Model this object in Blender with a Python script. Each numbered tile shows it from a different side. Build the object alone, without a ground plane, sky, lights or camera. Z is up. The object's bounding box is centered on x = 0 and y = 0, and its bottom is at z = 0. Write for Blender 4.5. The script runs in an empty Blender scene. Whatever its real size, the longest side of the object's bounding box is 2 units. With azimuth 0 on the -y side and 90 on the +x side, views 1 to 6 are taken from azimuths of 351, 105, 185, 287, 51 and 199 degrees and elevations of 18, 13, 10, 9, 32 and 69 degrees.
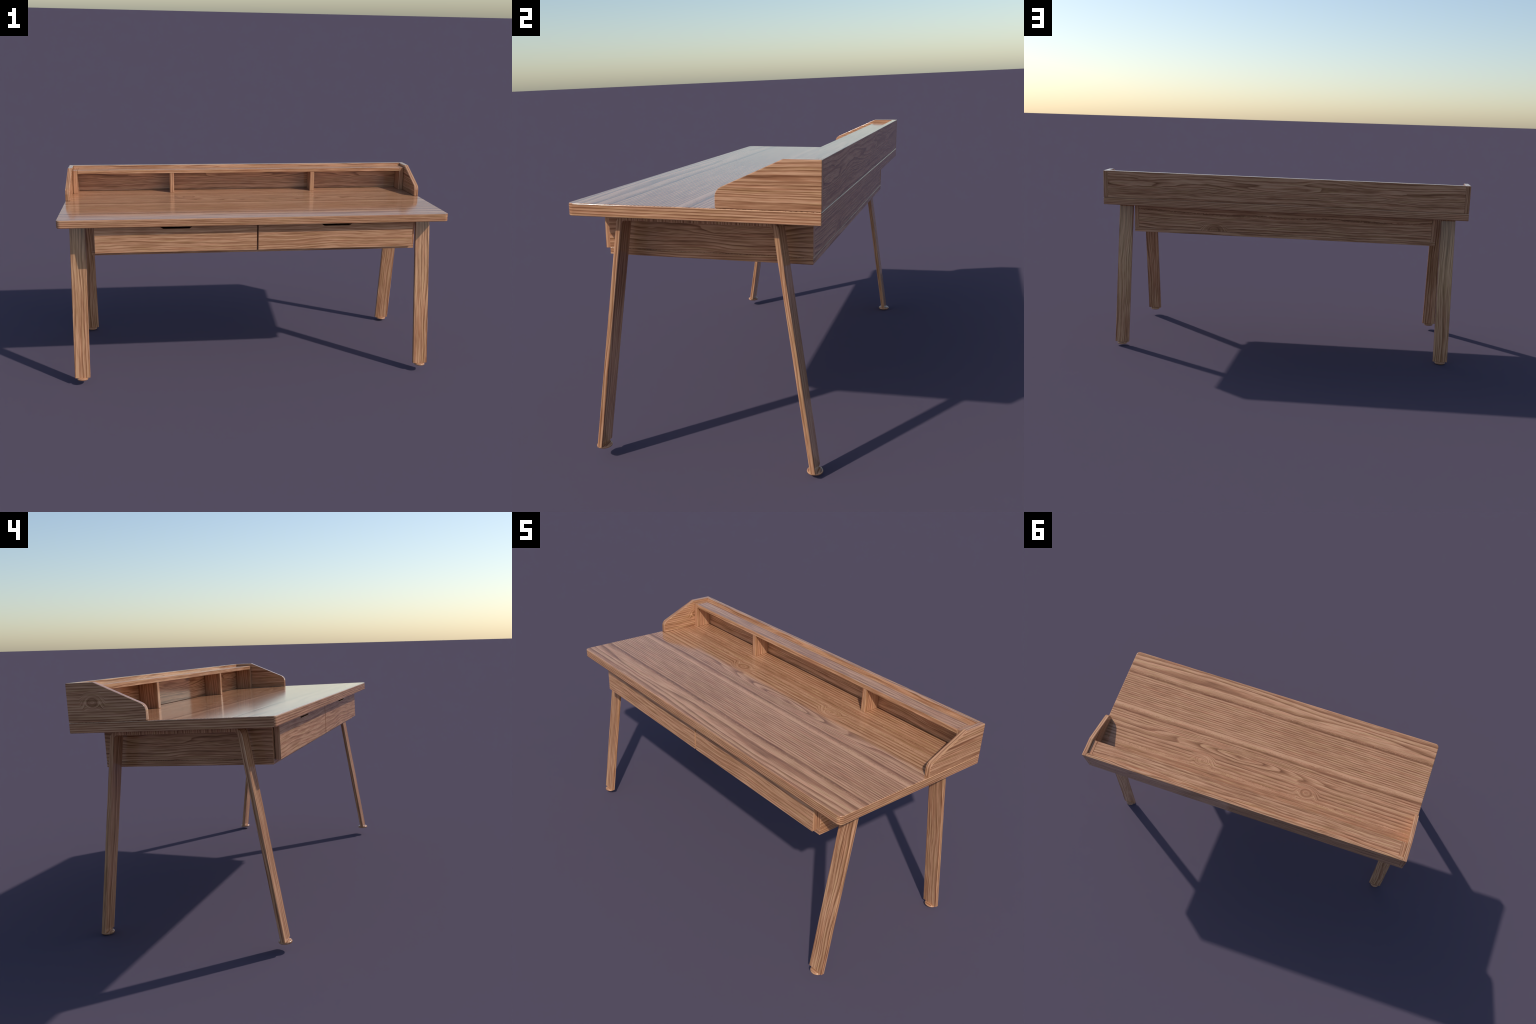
"""A wooden writing desk: thin top with a low shelf along the back, two shallow
drawers below, and two bent U-shaped leg frames standing on round feet.
All measures are metres in the desk's own frame (x = width, -y = front, z = up,
z = 0 under the feet); the finished desk is then set down slightly out of level."""
import bpy, bmesh, math
from mathutils import Vector, Matrix, Euler

# ------------------------------------------------------------------ sizes
Z0 = 0.0178                      # height of the feet in the surveyed frame
def zz(v): return v - Z0
W, YF, YB = 0.9970, -0.3988, 0.4018          # half width, front, back of the top
ZT, ZB = zz(0.8697), zz(0.8299)              # top and underside of the top
CORNER = 0.022                               # plan radius of the front corners
ZP, YP, YK = zz(1.0176), 0.0838, 0.2885      # side panel: top, front, break
PT = 0.0245                                  # side panel thickness
BPT = 0.0218                                 # hutch back panel thickness
SZ, ST, SY = zz(1.0038), 0.0205, 0.2890      # shelf top, thickness, front
UP = 0.0270                                  # upright beside each side panel
DIVX, DIVT = 0.4124, 0.0250                  # dividers under the shelf
CW, CYF, CYB = 0.8359, -0.3398, 0.3450       # drawer cabinet
CZ, CS, CT = zz(0.6760), zz(0.6976), 0.0220
DW, DYF, DZ, GAP = 0.8179, -0.3632, zz(0.6920), 0.0041
LX0, LX1, LT = 0.8690, 0.9478, 0.0172        # leg: inner x, outer x, thickness
LYC = 0.0023
LYB, LYT, LZF = 0.3757, 0.2571, zz(0.0285)   # outer face at the foot / at the top
SLOPE = (LYB - LYT) / (ZB - LZF)

# ------------------------------------------------------------------ helpers
root = bpy.data.objects.new("writing_desk", None)
root.empty_display_size = 0.2
bpy.context.scene.collection.objects.link(root)
root["label"] = "long wooden writing desk with low shelf, two drawers, splayed legs"
root["category"] = "desk"


def smooth_by_angle(me, deg=35):
    me.polygons.foreach_set("use_smooth", [True] * len(me.polygons))
    me.set_sharp_from_angle(angle=math.radians(deg))


def add_part(name, bm, mat, parent=None, bevel=0.0, segs=2, flat_sides=False):
    bmesh.ops.recalc_face_normals(bm, faces=bm.faces)
    if bevel:
        es = [e for e in bm.edges if len(e.link_faces) == 2 and e.calc_face_angle(0) > math.radians(15)]
        bmesh.ops.bevel(bm, geom=es, offset=bevel, segments=segs, profile=0.5, affect='EDGES', clamp_overlap=True)
    me = bpy.data.meshes.new(name)
    bm.to_mesh(me); bm.free()
    smooth_by_angle(me, 50 if bevel else 35)
    me.materials.append(mat)
    ob = bpy.data.objects.new(name, me)
    bpy.context.scene.collection.objects.link(ob)
    ob.parent = parent or root
    if bevel or flat_sides:
        # the flat faces keep their own normals, the rounded edges blend between them
        wn = ob.modifiers.new("edge_normals", 'WEIGHTED_NORMAL')
        wn.mode = 'FACE_AREA'; wn.weight = 100; wn.keep_sharp = True
    return ob


def prism(points, axis, lo, hi):
    """Extrude a closed 2D outline along an axis ('x': points are (y,z); 'y': (x,z); 'z': (x,y))."""
    bm = bmesh.new()
    def at(p, d):
        a, b = p
        return {'x': (d, a, b), 'y': (a, d, b), 'z': (a, b, d)}[axis]
    r0 = [bm.verts.new(at(p, lo)) for p in points]
    r1 = [bm.verts.new(at(p, hi)) for p in points]
    bm.faces.new(r0); bm.faces.new(list(reversed(r1)))
    n = len(points)
    for i in range(n):
        bm.faces.new((r0[i], r0[(i + 1) % n], r1[(i + 1) % n], r1[i]))
    return bm


def box(x0, x1, y0, y1, z0, z1):
    return prism([(x0, y0), (x1, y0), (x1, y1), (x0, y1)], 'z', z0, z1)


def fillet(p, a, b, length, n=8):
    """Arc that rounds the corner p between neighbours a and b (tangent points at `length`)."""
    p, a, b = Vector(p), Vector(a), Vector(b)
    da, db = (a - p).normalized(), (b - p).normalized()
    t0, t1 = p + da * length, p + db * length
    half = math.acos(max(-1, min(1, da.dot(db)))) / 2
    r = length * math.tan(half)
    c = p + (da + db).normalized() * (length / math.cos(half))
    v0, v1 = t0 - c, t1 - c
    ang = math.atan2(v0.x * v1.y - v0.y * v1.x, v0.dot(v1))
    out = []
    for i in range(n + 1):
        s = ang * i / n
        out.append((c.x + v0.x * math.cos(s) - v0.y * math.sin(s), c.y + v0.x * math.sin(s) + v0.y * math.cos(s)))
    return out


# ------------------------------------------------------------------ wood
DARK, MID, LIGHT = (0.192, 0.077, 0.034), (0.402, 0.191, 0.097), (0.615, 0.338, 0.194)


class Nodes:
    """Small expression builder on top of a node tree."""
    def __init__(self, tree): self.t = tree
    def new(self, kind, **kw):
        n = self.t.nodes.new(kind)
        for k, v in kw.items(): setattr(n, k, v)
        return n
    def put(self, sock, v):
        if isinstance(v, bpy.types.NodeSocket): self.t.links.new(v, sock)
        else: sock.default_value = v
    def m(self, op, a, b=0.0, c=0.0, clamp=False):
        n = self.new('ShaderNodeMath', operation=op, use_clamp=clamp)
        self.put(n.inputs[0], a); self.put(n.inputs[1], b)
        if op in ('MULTIPLY_ADD', 'SMOOTH_MIN', 'WRAP', 'COMPARE'): self.put(n.inputs[2], c)
        return n.outputs[0]
    def add(self, *a):
        r = a[0]
        for b in a[1:]: r = self.m('ADD', r, b)
        return r
    def mul(self, *a):
        r = a[0]
        for b in a[1:]: r = self.m('MULTIPLY', r, b)
        return r
    def sub(self, a, b): return self.m('SUBTRACT', a, b)
    def rng(self, v, a, b, c=0.0, d=1.0, smooth=False):
        n = self.new('ShaderNodeMapRange', clamp=True)
        n.interpolation_type = 'SMOOTHSTEP' if smooth else 'LINEAR'
        for i, x in enumerate((v, a, b, c, d)): self.put(n.inputs[i], x)
        return n.outputs[0]
    def xyz(self, x, y, z=0.0):
        n = self.new('ShaderNodeCombineXYZ')
        for i, v in enumerate((x, y, z)): self.put(n.inputs[i], v)
        return n.outputs[0]
    def noise(self, u, v, su, sv, seed, detail=2.0, rough=0.5):
        n = self.new('ShaderNodeTexNoise', noise_dimensions='3D')
        self.put(n.inputs['Vector'], self.xyz(self.mul(u, su), self.mul(v, sv), seed))
        n.inputs['Scale'].default_value = 1.0
        n.inputs['Detail'].default_value = detail
        n.inputs['Roughness'].default_value = rough
        return n.outputs['Fac']
    def mixf(self, f, a, b):
        n = self.new('ShaderNodeMix', data_type='FLOAT')
        self.put(n.inputs[0], f); self.put(n.inputs[2], a); self.put(n.inputs[3], b)
        return n.outputs[0]
    def mixc(self, f, a, b, blend='MIX'):
        n = self.new('ShaderNodeMix', data_type='RGBA', blend_type=blend)
        self.put(n.inputs[0], f)
        for i, v in ((6, a), (7, b)):
            if isinstance(v, tuple): v = (*v, 1.0)
            self.put(n.inputs[i], v)
        return n.outputs[2]


def wood(name, grain, seed, period=0.018, rings=None, lenses=(), knots=(), jitter=(),
         contrast=1.0, streak=1.0, skew=0.0, wander=1.0, wave=1.1, fleck=7.0, groove=False, bands=(), hairs=(), calm=(), blotch=0.45, even=0.55):
    """Procedural timber.
    grain  : per facing ('x','y','z') the axes (along the fibres, across the rings)
    rings  : optional list of (across, ring count) giving the ring spacing over the board
    lenses : (along, across, half length, half width, rings) long pointed cathedral figures
    knots  : (along, across, radius along, radius across, side the rings open away from, heart darkness)
    bands  : (across, half width, amount) broad darker or paler years
    hairs  : (across, half width) zones of hair-thin lines; calm: zones where the rings fade
    jitter : (across, half width) bands where the ring edge is ragged"""
    mat = bpy.data.materials.new(name); mat.use_nodes = True
    t = mat.node_tree; t.nodes.clear(); N = Nodes(t)
    out = N.new('ShaderNodeOutputMaterial'); bsdf = N.new('ShaderNodeBsdfPrincipled')
    t.links.new(bsdf.outputs[0], out.inputs[0])
    tc = N.new('ShaderNodeTexCoord')
    sp = N.new('ShaderNodeSeparateXYZ'); t.links.new(tc.outputs['Object'], sp.inputs[0])
    sn = N.new('ShaderNodeSeparateXYZ'); t.links.new(tc.outputs['Normal'], sn.inputs[0])
    P = dict(zip('xyz', sp.outputs))
    if skew: P['y'] = N.add(P['y'], N.mul(P['z'], skew))
    ax, ay, az = (N.m('ABSOLUTE', s) for s in sn.outputs)
    wx = N.m('GREATER_THAN', ax, 0.70)
    wy = N.mul(N.sub(1.0, wx), N.m('GREATER_THAN', ay, az))
    wz = N.sub(N.sub(1.0, wx), wy)
    pick = lambda i: N.add(*(N.mul(w, P[grain[k][i]]) for w, k in ((wx, 'x'), (wy, 'y'), (wz, 'z'))))
    u, v = pick(0), pick(1)
    # each facing of a board cuts the trunk somewhere else
    sd = N.add(seed, N.mul(wx, 7.3), N.mul(wy, 3.1))

    # fibres flow: slow wander plus a fine waver
    w1 = N.sub(N.noise(u, v, wave, 5.0, sd, 1.0), 0.5)
    w2 = N.sub(N.noise(u, v, 3.6 * wave, 26.0, N.add(sd, 2.7), 2.0), 0.5)
    flow = N.add(v, N.mul(w1, 0.055 * wander), N.mul(w2, 0.0085 * wander))
    flow0 = flow
    # ragged ring edges
    for (jc, jw) in jitter:
        band = N.rng(N.m('ABSOLUTE', N.sub(flow, jc)), 0.0, jw, 1.0, 0.0, True)
        j = N.sub(N.noise(u, v, 55.0, 130.0, N.add(sd, 9.0), 2.0, 0.7), 0.5)
        flow = N.add(flow, N.mul(band, j, 0.024))
    # round a knot the fibres close into rings on one side and run ragged on the other
    inside = 0.0; kd = 0.0; k_fill = 0.0
    for (ka, kc, ra, rc, side, heart) in knots:
        du = N.m('DIVIDE', N.sub(u, ka), ra); dv = N.m('DIVIDE', N.sub(v, kc), rc)
        r2 = N.add(N.mul(du, du), N.mul(dv, dv), N.mul(w2, 0.6))
        r = N.m('SQRT', N.m('MAXIMUM', r2, 0.0))
        near = N.rng(r, 1.15, 2.7, 1.0, 0.0, True)
        flow = N.mixf(near, flow, N.add(kc, N.mul(r, rc * side)))
        k_in = N.rng(r, 0.80, 1.05, 1.0, 0.0, True)
        rim = N.mul(N.rng(r, 0.72, 0.95, 0.0, 1.0, True), N.rng(r, 0.98, 1.22, 1.0, 0.0, True))
        k_fill = N.m('MAXIMUM', k_fill, k_in)
        inside = N.m('MAXIMUM', inside, N.add(N.mul(k_in, heart), N.mul(rim, 0.24)))
        kd = N.m('MAXIMUM', kd, N.rng(r, 1.0, 3.2, 1.0, 0.0, True))
    # growth rings
    if rings:
        ph = 0.0
        for (a0, n0), (a1, n1) in zip(rings, rings[1:]):
            ph = N.add(ph, N.mul(N.rng(flow, a0, a1), float(n1 - n0)))
    else:
        ph = N.add(N.mul(flow, 1.0 / period), N.mul(N.noise(0.0, flow, 0.0, 16.0, N.add(sd, 5.0), 1.0), 4.5))
    for (la, lc, hl, hw, amp) in lenses:
        du = N.m('DIVIDE', N.sub(u, la), hl); dv = N.m('DIVIDE', N.sub(v, lc), hw)
        # V-shaped ends: a tent along the fibres, a bell across them
        tent = N.m('MAXIMUM', N.sub(1.0, N.m('ABSOLUTE', N.add(du, N.mul(w2, 0.35)))), 0.0)
        bell = N.m('EXPONENT', N.mul(N.mul(dv, dv), -1.0))
        ph = N.add(ph, N.mul(tent, bell, amp))
    fr = N.m('FRACT', ph); fl = N.m('FLOOR', ph)
    wn = N.new('ShaderNodeTexWhiteNoise', noise_dimensions='2D')
    t.links.new(N.xyz(fl, sd), wn.inputs['Vector'])
    strength = N.add(even, N.mul(wn.outputs['Value'], 1.0 - even))
    late = N.mul(N.m('POWER', N.rng(fr, 0.22, 0.88), 1.5), N.rng(fr, 0.90, 1.0, 1.0, 0.0, True))
    late = N.mul(late, strength)
    # hair-thin secondary lines between the rings
    hair = N.m('ABSOLUTE', N.sub(N.m('FRACT', N.mul(flow, 270.0)), 0.5))
    hair_on = N.rng(N.noise(u, v, 0.7, 17.0, N.add(sd, 12.0), 1.0), 0.46, 0.60)
    for (hc, hw) in hairs:
        hair_on = N.m('MAXIMUM', hair_on, N.rng(N.m('ABSOLUTE', N.sub(flow, hc)), 0.5 * hw, hw, 1.0, 0.0, True))
    for (cc, cw, amt) in calm:
        d = N.m('DIVIDE', N.sub(flow, cc), cw)
        late = N.mul(late, N.sub(1.0, N.mul(N.m('EXPONENT', N.mul(N.mul(d, d), -1.0)), amt)))
    if knots:
        hair_on = N.mul(N.m('MAXIMUM', hair_on, kd), N.sub(1.0, k_fill))
        late = N.mul(late, N.sub(1.0, N.mul(kd, 0.55)), N.sub(1.0, N.mul(k_fill, 0.9)))
    # fibres and pores
    fib = N.noise(u, v, 16.0, 520.0, N.add(sd, 21.0), 3.0, 0.65)
    st1 = N.noise(u, v, fleck, 125.0, N.add(sd, 31.0), 2.0, 0.55)
    st2 = N.noise(u, flow, 9.0, 270.0, N.add(sd, 37.0), 2.0, 0.6)
    pat = N.noise(u, v, 1.6, 11.0, N.add(sd, 41.0), 2.0)
    dark = N.mul(late, 0.74 * contrast)
    dark = N.add(dark, N.mul(N.sub(hair, 0.25), hair_on, 0.85 * contrast))
    dark = N.add(dark, N.mul(N.sub(fib, 0.5), 0.55))
    dark = N.add(dark, N.mul(N.sub(st1, 0.5), 1.0 * streak), N.mul(N.sub(st2, 0.5), 1.1))
    dark = N.add(dark, N.mul(N.sub(pat, 0.5), blotch))
    dark = N.add(dark, 0.165)
    for (bc, bw, amt) in bands:
        d = N.m('DIVIDE', N.sub(flow, bc), bw)
        dark = N.add(dark, N.mul(N.m('EXPONENT', N.mul(N.mul(d, d), -1.0)), amt))
    if knots:
        dark = N.add(dark, inside, N.mul(kd, 0.06))
    ramp = N.new('ShaderNodeValToRGB')
    cr = ramp.color_ramp
    cr.elements[0].position = 0.0; cr.elements[0].color = (*LIGHT, 1)
    cr.elements[1].position = 1.0; cr.elements[1].color = (*DARK, 1)
    e = cr.elements.new(0.42); e.color = (*MID, 1)
    N.put(ramp.inputs[0], dark)
    # fibres lean towards rose or towards straw
    hue = N.noise(u, v, 6.0, 95.0, N.add(sd, 51.0), 2.0)
    col = N.mixc(N.rng(hue, 0.52, 0.72, 0.0, 0.65), ramp.outputs[0], (1.06, 0.93, 0.90), 'MULTIPLY')
    col = N.mixc(N.rng(hue, 0.48, 0.28, 0.0, 0.6), col, (0.97, 1.04, 0.86), 'MULTIPLY')
    N.put(bsdf.inputs['Base Color'], col)
    bsdf.inputs['Roughness'].default_value = ROUGH
    bsdf.inputs['IOR'].default_value = 1.5
    if groove:
        # the ragged rings stand out as shallow troughs in the varnish
        h = 0.0
        for (jc, jw) in jitter[:2]:
            h = N.add(h, N.rng(N.m('ABSOLUTE', N.sub(flow0, jc + 0.013)), 0.0, 0.007, -1.0, 0.0, True))
        bump = N.new('ShaderNodeBump')
        bump.inputs['Strength'].default_value = 0.25
        bump.inputs['Distance'].default_value = 0.0004
        N.put(bump.inputs['Height'], h)
        t.links.new(bump.outputs[0], bsdf.inputs['Normal'])
    return mat


ROUGH = 0.12
FLAT = {'x': ('y', 'z'), 'y': ('x', 'z'), 'z': ('x', 'y')}       # boards lying along x
SIDE = {'x': ('y', 'z'), 'y': ('z', 'x'), 'z': ('y', 'x')}       # boards standing along y
POST = {'x': ('z', 'y'), 'y': ('z', 'x'), 'z': ('y', 'x')}       # uprights
FRONT = {'x': ('z', 'y'), 'y': ('x', 'z'), 'z': ('x', 'y')}      # drawer fronts
RAIL = {'x': ('z', 'y'), 'y': ('x', 'z'), 'z': ('x', 'y')}

m_top = wood("tabletop_wood", FLAT, 0.37, wander=0.35, groove=True, blotch=0.22,
    hairs=[(-0.277, 0.026), (0.036, 0.022), (0.125, 0.030), (0.205, 0.03)], calm=[(0.235, 0.06, 0.6)],
    bands=[(-0.250, 0.010, 0.20), (0.002, 0.010, 0.18), (-0.030, 0.012, -0.15), (0.245, 0.030, 0.14), (-0.340, 0.04, -0.12),
           (0.300, 0.020, -0.12)],
    rings=[(-0.45, -1), (-0.412, 0), (-0.367, 1), (-0.338, 2), (-0.295, 3), (-0.243, 4), (-0.215, 6), (-0.0375, 20),
           (0.012, 21), (0.054, 24), (0.12, 26), (0.20, 30), (0.24, 31), (0.30, 34), (0.43, 42),
           (0.80, 62), (0.88, 71)],
    lenses=[(0.13, 0.066, 0.60, 0.036, 4.5), (0.46, -0.350, 0.70, 0.034, 1.0), (-0.55, -0.318, 0.45, 0.026, 1.1)],
    knots=[(0.340, 0.164, 0.033, 0.022, 1, 0.06), (-0.322, 0.157, 0.033, 0.022, 1, 0.10)],
    jitter=[(-0.018, 0.016), (-0.256, 0.014), (0.262, 0.014), (0.205, 0.012)], streak=0.5, even=0.72)
m_panel = wood("side_panel_wood", SIDE, 4.2, period=0.011, wander=0.7, wave=2.0)
m_panel_knot = wood("side_panel_knot_wood", SIDE, 5.9, period=0.011, wander=0.6, wave=2.0,
    knots=[(0.296, zz(0.944), 0.021, 0.016, -1, 0.26)])
m_back = wood("back_panel_wood", FLAT, 8.1, period=0.015, wander=1.2, wave=2.2,
    lenses=[(-0.12, zz(0.945), 0.55, 0.030, 3.0), (0.86, zz(0.940), 0.50, 0.030, 2.5)])
m_shelf = wood("shelf_wood", FLAT, 11.6, period=0.017, wander=0.9, wave=1.6, contrast=0.75)
m_post = wood("upright_wood", POST, 14.3, period=0.011, wander=0.5, wave=2.5)
m_cab_side = wood("cabinet_side_wood", SIDE, 17.7, period=0.013, wander=1.3, wave=2.6,
    lenses=[(0.05, zz(0.765), 0.28, 0.020, 2.0)])
m_cab_back = wood("cabinet_back_wood", FLAT, 19.2, period=0.014, wander=1.0, wave=1.8,
    knots=[(0.385, zz(0.704), 0.030, 0.022, -1, 0.18)], jitter=[(zz(0.795), 0.010)])
m_cab_bottom = wood("cabinet_bottom_wood", FLAT, 23.5, period=0.012, wander=1.0, wave=1.8)
m_drawer = wood("drawer_front_wood", FRONT, 27.9, period=0.016, wander=1.0, wave=2.0, contrast=0.55, streak=1.1, fleck=6.0)
m_leg = {+1: wood("front_leg_wood", POST, 31.4, period=0.014, skew=-SLOPE, wander=1.2, wave=1.9),
         -1: wood("rear_leg_wood", POST, 36.8, period=0.014, skew=SLOPE, wander=1.2, wave=1.9)}
m_rail = wood("rail_wood", RAIL, 41.2, period=0.010, wander=0.3)
m_foot = wood("foot_wood", FLAT, 44.0, period=0.010, wander=0.4)

# ------------------------------------------------------------------ tabletop
outline = [(-W, YB)] + fillet((-W, YF), (-W, YB), (W, YF), CORNER, 10) \
        + fillet((W, YF), (-W, YF), (W, YB), CORNER, 10) + [(W, YB)]
add_part("tabletop", prism(outline, 'z', ZB, ZT), m_top, bevel=0.0035, segs=3)

# ------------------------------------------------------------------ hutch
PX = W - 0.0006
edge_z = ZP - (YK - YP) * (ZP - zz(0.9364)) / (YK - 0.1086)      # where the slope meets the front edge
prof = [(YB, ZT + 0.0004), (YP, ZT + 0.0004)] \
     + fillet((YP, edge_z), (YP, ZT), (YK, ZP), 0.0215, 12) + [(YK, ZP), (YB, ZP)]
for s, mat in ((1, m_panel), (-1, m_panel_knot)):
    lo, hi = sorted((s * PX, s * (PX - PT)))
    add_part("side_panel", prism(prof, 'x', lo, hi), mat, bevel=0.0024, segs=2)
inner = PX - PT
add_part("back_panel", box(-inner + 0.0004, inner - 0.0004, YB - BPT, YB - 0.0004, ZT + 0.0006, ZP), m_back, bevel=0.0016)
yb_in = YB - BPT - 0.0004
for s in (1, -1):
    lo, hi = sorted((s * (inner - 0.0012), s * (inner - UP)))
    add_part("upright", box(lo, hi, SY, yb_in, ZT + 0.0004, SZ), m_post, bevel=0.0014)
sx = inner - UP - 0.0008
add_part("shelf", box(-sx, sx, SY, yb_in, SZ - ST, SZ), m_shelf, bevel=0.0016)
for s in (1, -1):
    add_part("shelf_divider", box(s * DIVX - DIVT / 2, s * DIVX + DIVT / 2, SY + 0.0008, yb_in, ZT + 0.0004, SZ - ST - 0.0004),
             m_post, bevel=0.0014)

# ------------------------------------------------------------------ drawer cabinet
for s in (1, -1):
    lo, hi = sorted((s * CW, s * (CW - CT)))
    add_part("cabinet_side", box(lo, hi, CYF, CYB, CS + 0.0004, ZB - 0.0004), m_cab_side, bevel=0.0014)
add_part("cabinet_bottom", box(-CW, CW, CYF, CYB, CZ, CS), m_cab_bottom, bevel=0.0016)
ci = CW - CT - 0.0006
add_part("cabinet_back", box(-ci, ci, CYB - 0.020, CYB - 0.0010, CS + 0.0004, ZB - 0.0004), m_cab_back, bevel=0.0010)
add_part("cabinet_divider", box(-0.010, 0.010, CYF, CYB - 0.0206, CS + 0.0004, ZB - 0.0004), m_cab_side, bevel=0.0010)
NX, NTOP, NBOT, NZ = 0.4122, 0.0890, 0.0665, zz(0.8112)
dz_top = ZB - 0.0016
for s in (1, -1):
    x0, x1 = sorted((s * GAP, s * DW))
    c = s * NX
    pts = [(x0, DZ), (x1, DZ), (x1, dz_top), (c + NTOP, dz_top)] \
        + fillet((c + NBOT, NZ), (c + NTOP, dz_top), (c - NBOT, NZ), 0.004, 4) \
        + fillet((c - NBOT, NZ), (c + NBOT, NZ), (c - NTOP, dz_top), 0.004, 4) \
        + [(c - NTOP, dz_top), (x0, dz_top)]
    add_part("drawer_front", prism(pts, 'y', DYF, CYF - 0.0022), m_drawer, bevel=0.0012)

# ------------------------------------------------------------------ leg frames
def section(n=3, r=0.0030):
    """Rounded rectangle across the bent board: a = along x, b = through the thickness."""
    hw, ht, pts = (LX1 - LX0) / 2, LT / 2, []
    for cx, cy, a0 in ((hw - r, ht - r, 0), (-hw + r, ht - r, 90), (-hw + r, -ht + r, 180), (hw - r, -ht + r, 270)):
        for i in range(n + 1):
            a = math.radians(a0 + 90 * i / n)
            pts.append((cx + r * math.cos(a), cy + r * math.sin(a)))
    return pts

th = math.atan(SLOPE)
# centre line of the bent board in the y-z plane, front half mirrored to the back
def centre_half():
    off = LT / 2 / math.cos(th)
    zr = ZB - 0.0006 - LT / 2
    line = lambda z: LYB - off - (z - LZF) * SLOPE
    foot, corner, mid = (line(LZF), LZF), (line(zr), zr), (0.0, zr)
    return foot, fillet(corner, foot, mid, 0.0225 * math.tan((math.pi / 2 + th) / 2) * 0.72, 10), mid

def sweep(path, sec, s, cx, cut_start=False):
    """Carry the section along a y-z path; the starting end may be cut level with the floor."""
    bm = bmesh.new(); rows = []
    for i, (y, z) in enumerate(path):
        a = Vector(path[max(i - 1, 0)]); b = Vector(path[min(i + 1, len(path) - 1)])
        tg = (b - a).normalized(); nr = Vector((-tg.y, tg.x))
        row = []
        for (px, pb) in sec:
            p = Vector((y, z)) + nr * pb
            if cut_start and i == 0: p = p + tg * ((z - p.y) / tg.y)
            row.append(bm.verts.new((cx + px, p.x + LYC, p.y)))
        rows.append(row)
    n = len(sec)
    for r0, r1 in zip(rows, rows[1:]):
        for k in range(n):
            bm.faces.new((r0[k], r0[(k + 1) % n], r1[(k + 1) % n], r1[k]))
    bm.faces.new(rows[0]); bm.faces.new(list(reversed(rows[-1])))
    return bm

foot_p, arc, _ = centre_half()
SEC = section()
def straight(a, b, n): return [(a[0] + (b[0] - a[0]) * i / n, a[1] + (b[1] - a[1]) * i / n) for i in range(n)]
join_y = arc[-1][0] - 0.004                                      # where leg ends and rail begins

def foot_disc(x, y):
    """Turned glide: flat sole, rounded rim, shallow dome up to the leg."""
    prof = [(0.0, 0.0), (0.0262, 0.0), (0.0276, 0.0008), (0.0286, 0.0028), (0.0287, 0.0046), (0.0279, 0.0066),
            (0.0258, 0.0086), (0.0225, 0.0100), (0.017, 0.0106), (0.0, 0.0107)]
    bm = bmesh.new(); seg = 40; rows = []
    for r, h in prof:
        if r == 0: rows.append([bm.verts.new((x, y, h))]); continue
        rows.append([bm.verts.new((x + r * math.cos(2 * math.pi * k / seg), y + 0.91 * r * math.sin(2 * math.pi * k / seg), h)) for k in range(seg)])
    for a, b in zip(rows, rows[1:]):
        for k in range(seg):
            k2 = (k + 1) % seg
            if len(a) == 1: bm.faces.new((a[0], b[k2], b[k]))
            elif len(b) == 1: bm.faces.new((a[k], a[k2], b[0]))
            else: bm.faces.new((a[k], a[k2], b[k2], b[k]))
    return bm

for s in (1, -1):
    cx = s * (LX0 + LX1) / 2
    rail_y = straight((-join_y, arc[-1][1]), (join_y, arc[-1][1]), 12) + [(join_y, arc[-1][1])]
    add_part("rail", sweep(rail_y, SEC, s, cx), m_rail, flat_sides=True)
    for f in (-1, 1):                                            # front, rear
        path = straight(foot_p, arc[0], 12) + arc + [(join_y, arc[-1][1])]
        path = [(f * y, z) for (y, z) in path]
        leg = add_part("leg", sweep(path, SEC, s, cx, True), m_leg[-f], flat_sides=True)
        add_part("foot", foot_disc(cx, f * foot_p[0] + LYC), m_foot, parent=leg)

# ------------------------------------------------------------------ set down
R = Euler((-0.0357, -0.0046, -0.0080), 'XYZ')
root.rotation_euler = R
root.location = Vector((0.0041, -0.0243, 0.0)) + R.to_matrix() @ Vector((0, 0, Z0))
bpy.context.view_layer.update()
# rest the lowest foot on the floor and centre the footprint
lo, hi = Vector((9, 9, 9)), Vector((-9, -9, -9))
for ob in bpy.context.scene.objects:
    if ob.type == 'MESH':
        for vtx in ob.data.vertices:
            p = ob.matrix_world @ vtx.co
            lo = Vector(map(min, lo, p)); hi = Vector(map(max, hi, p))
print("extent before centring", lo, hi)
root.location -= Vector(((lo.x + hi.x) / 2, (lo.y + hi.y) / 2, lo.z))
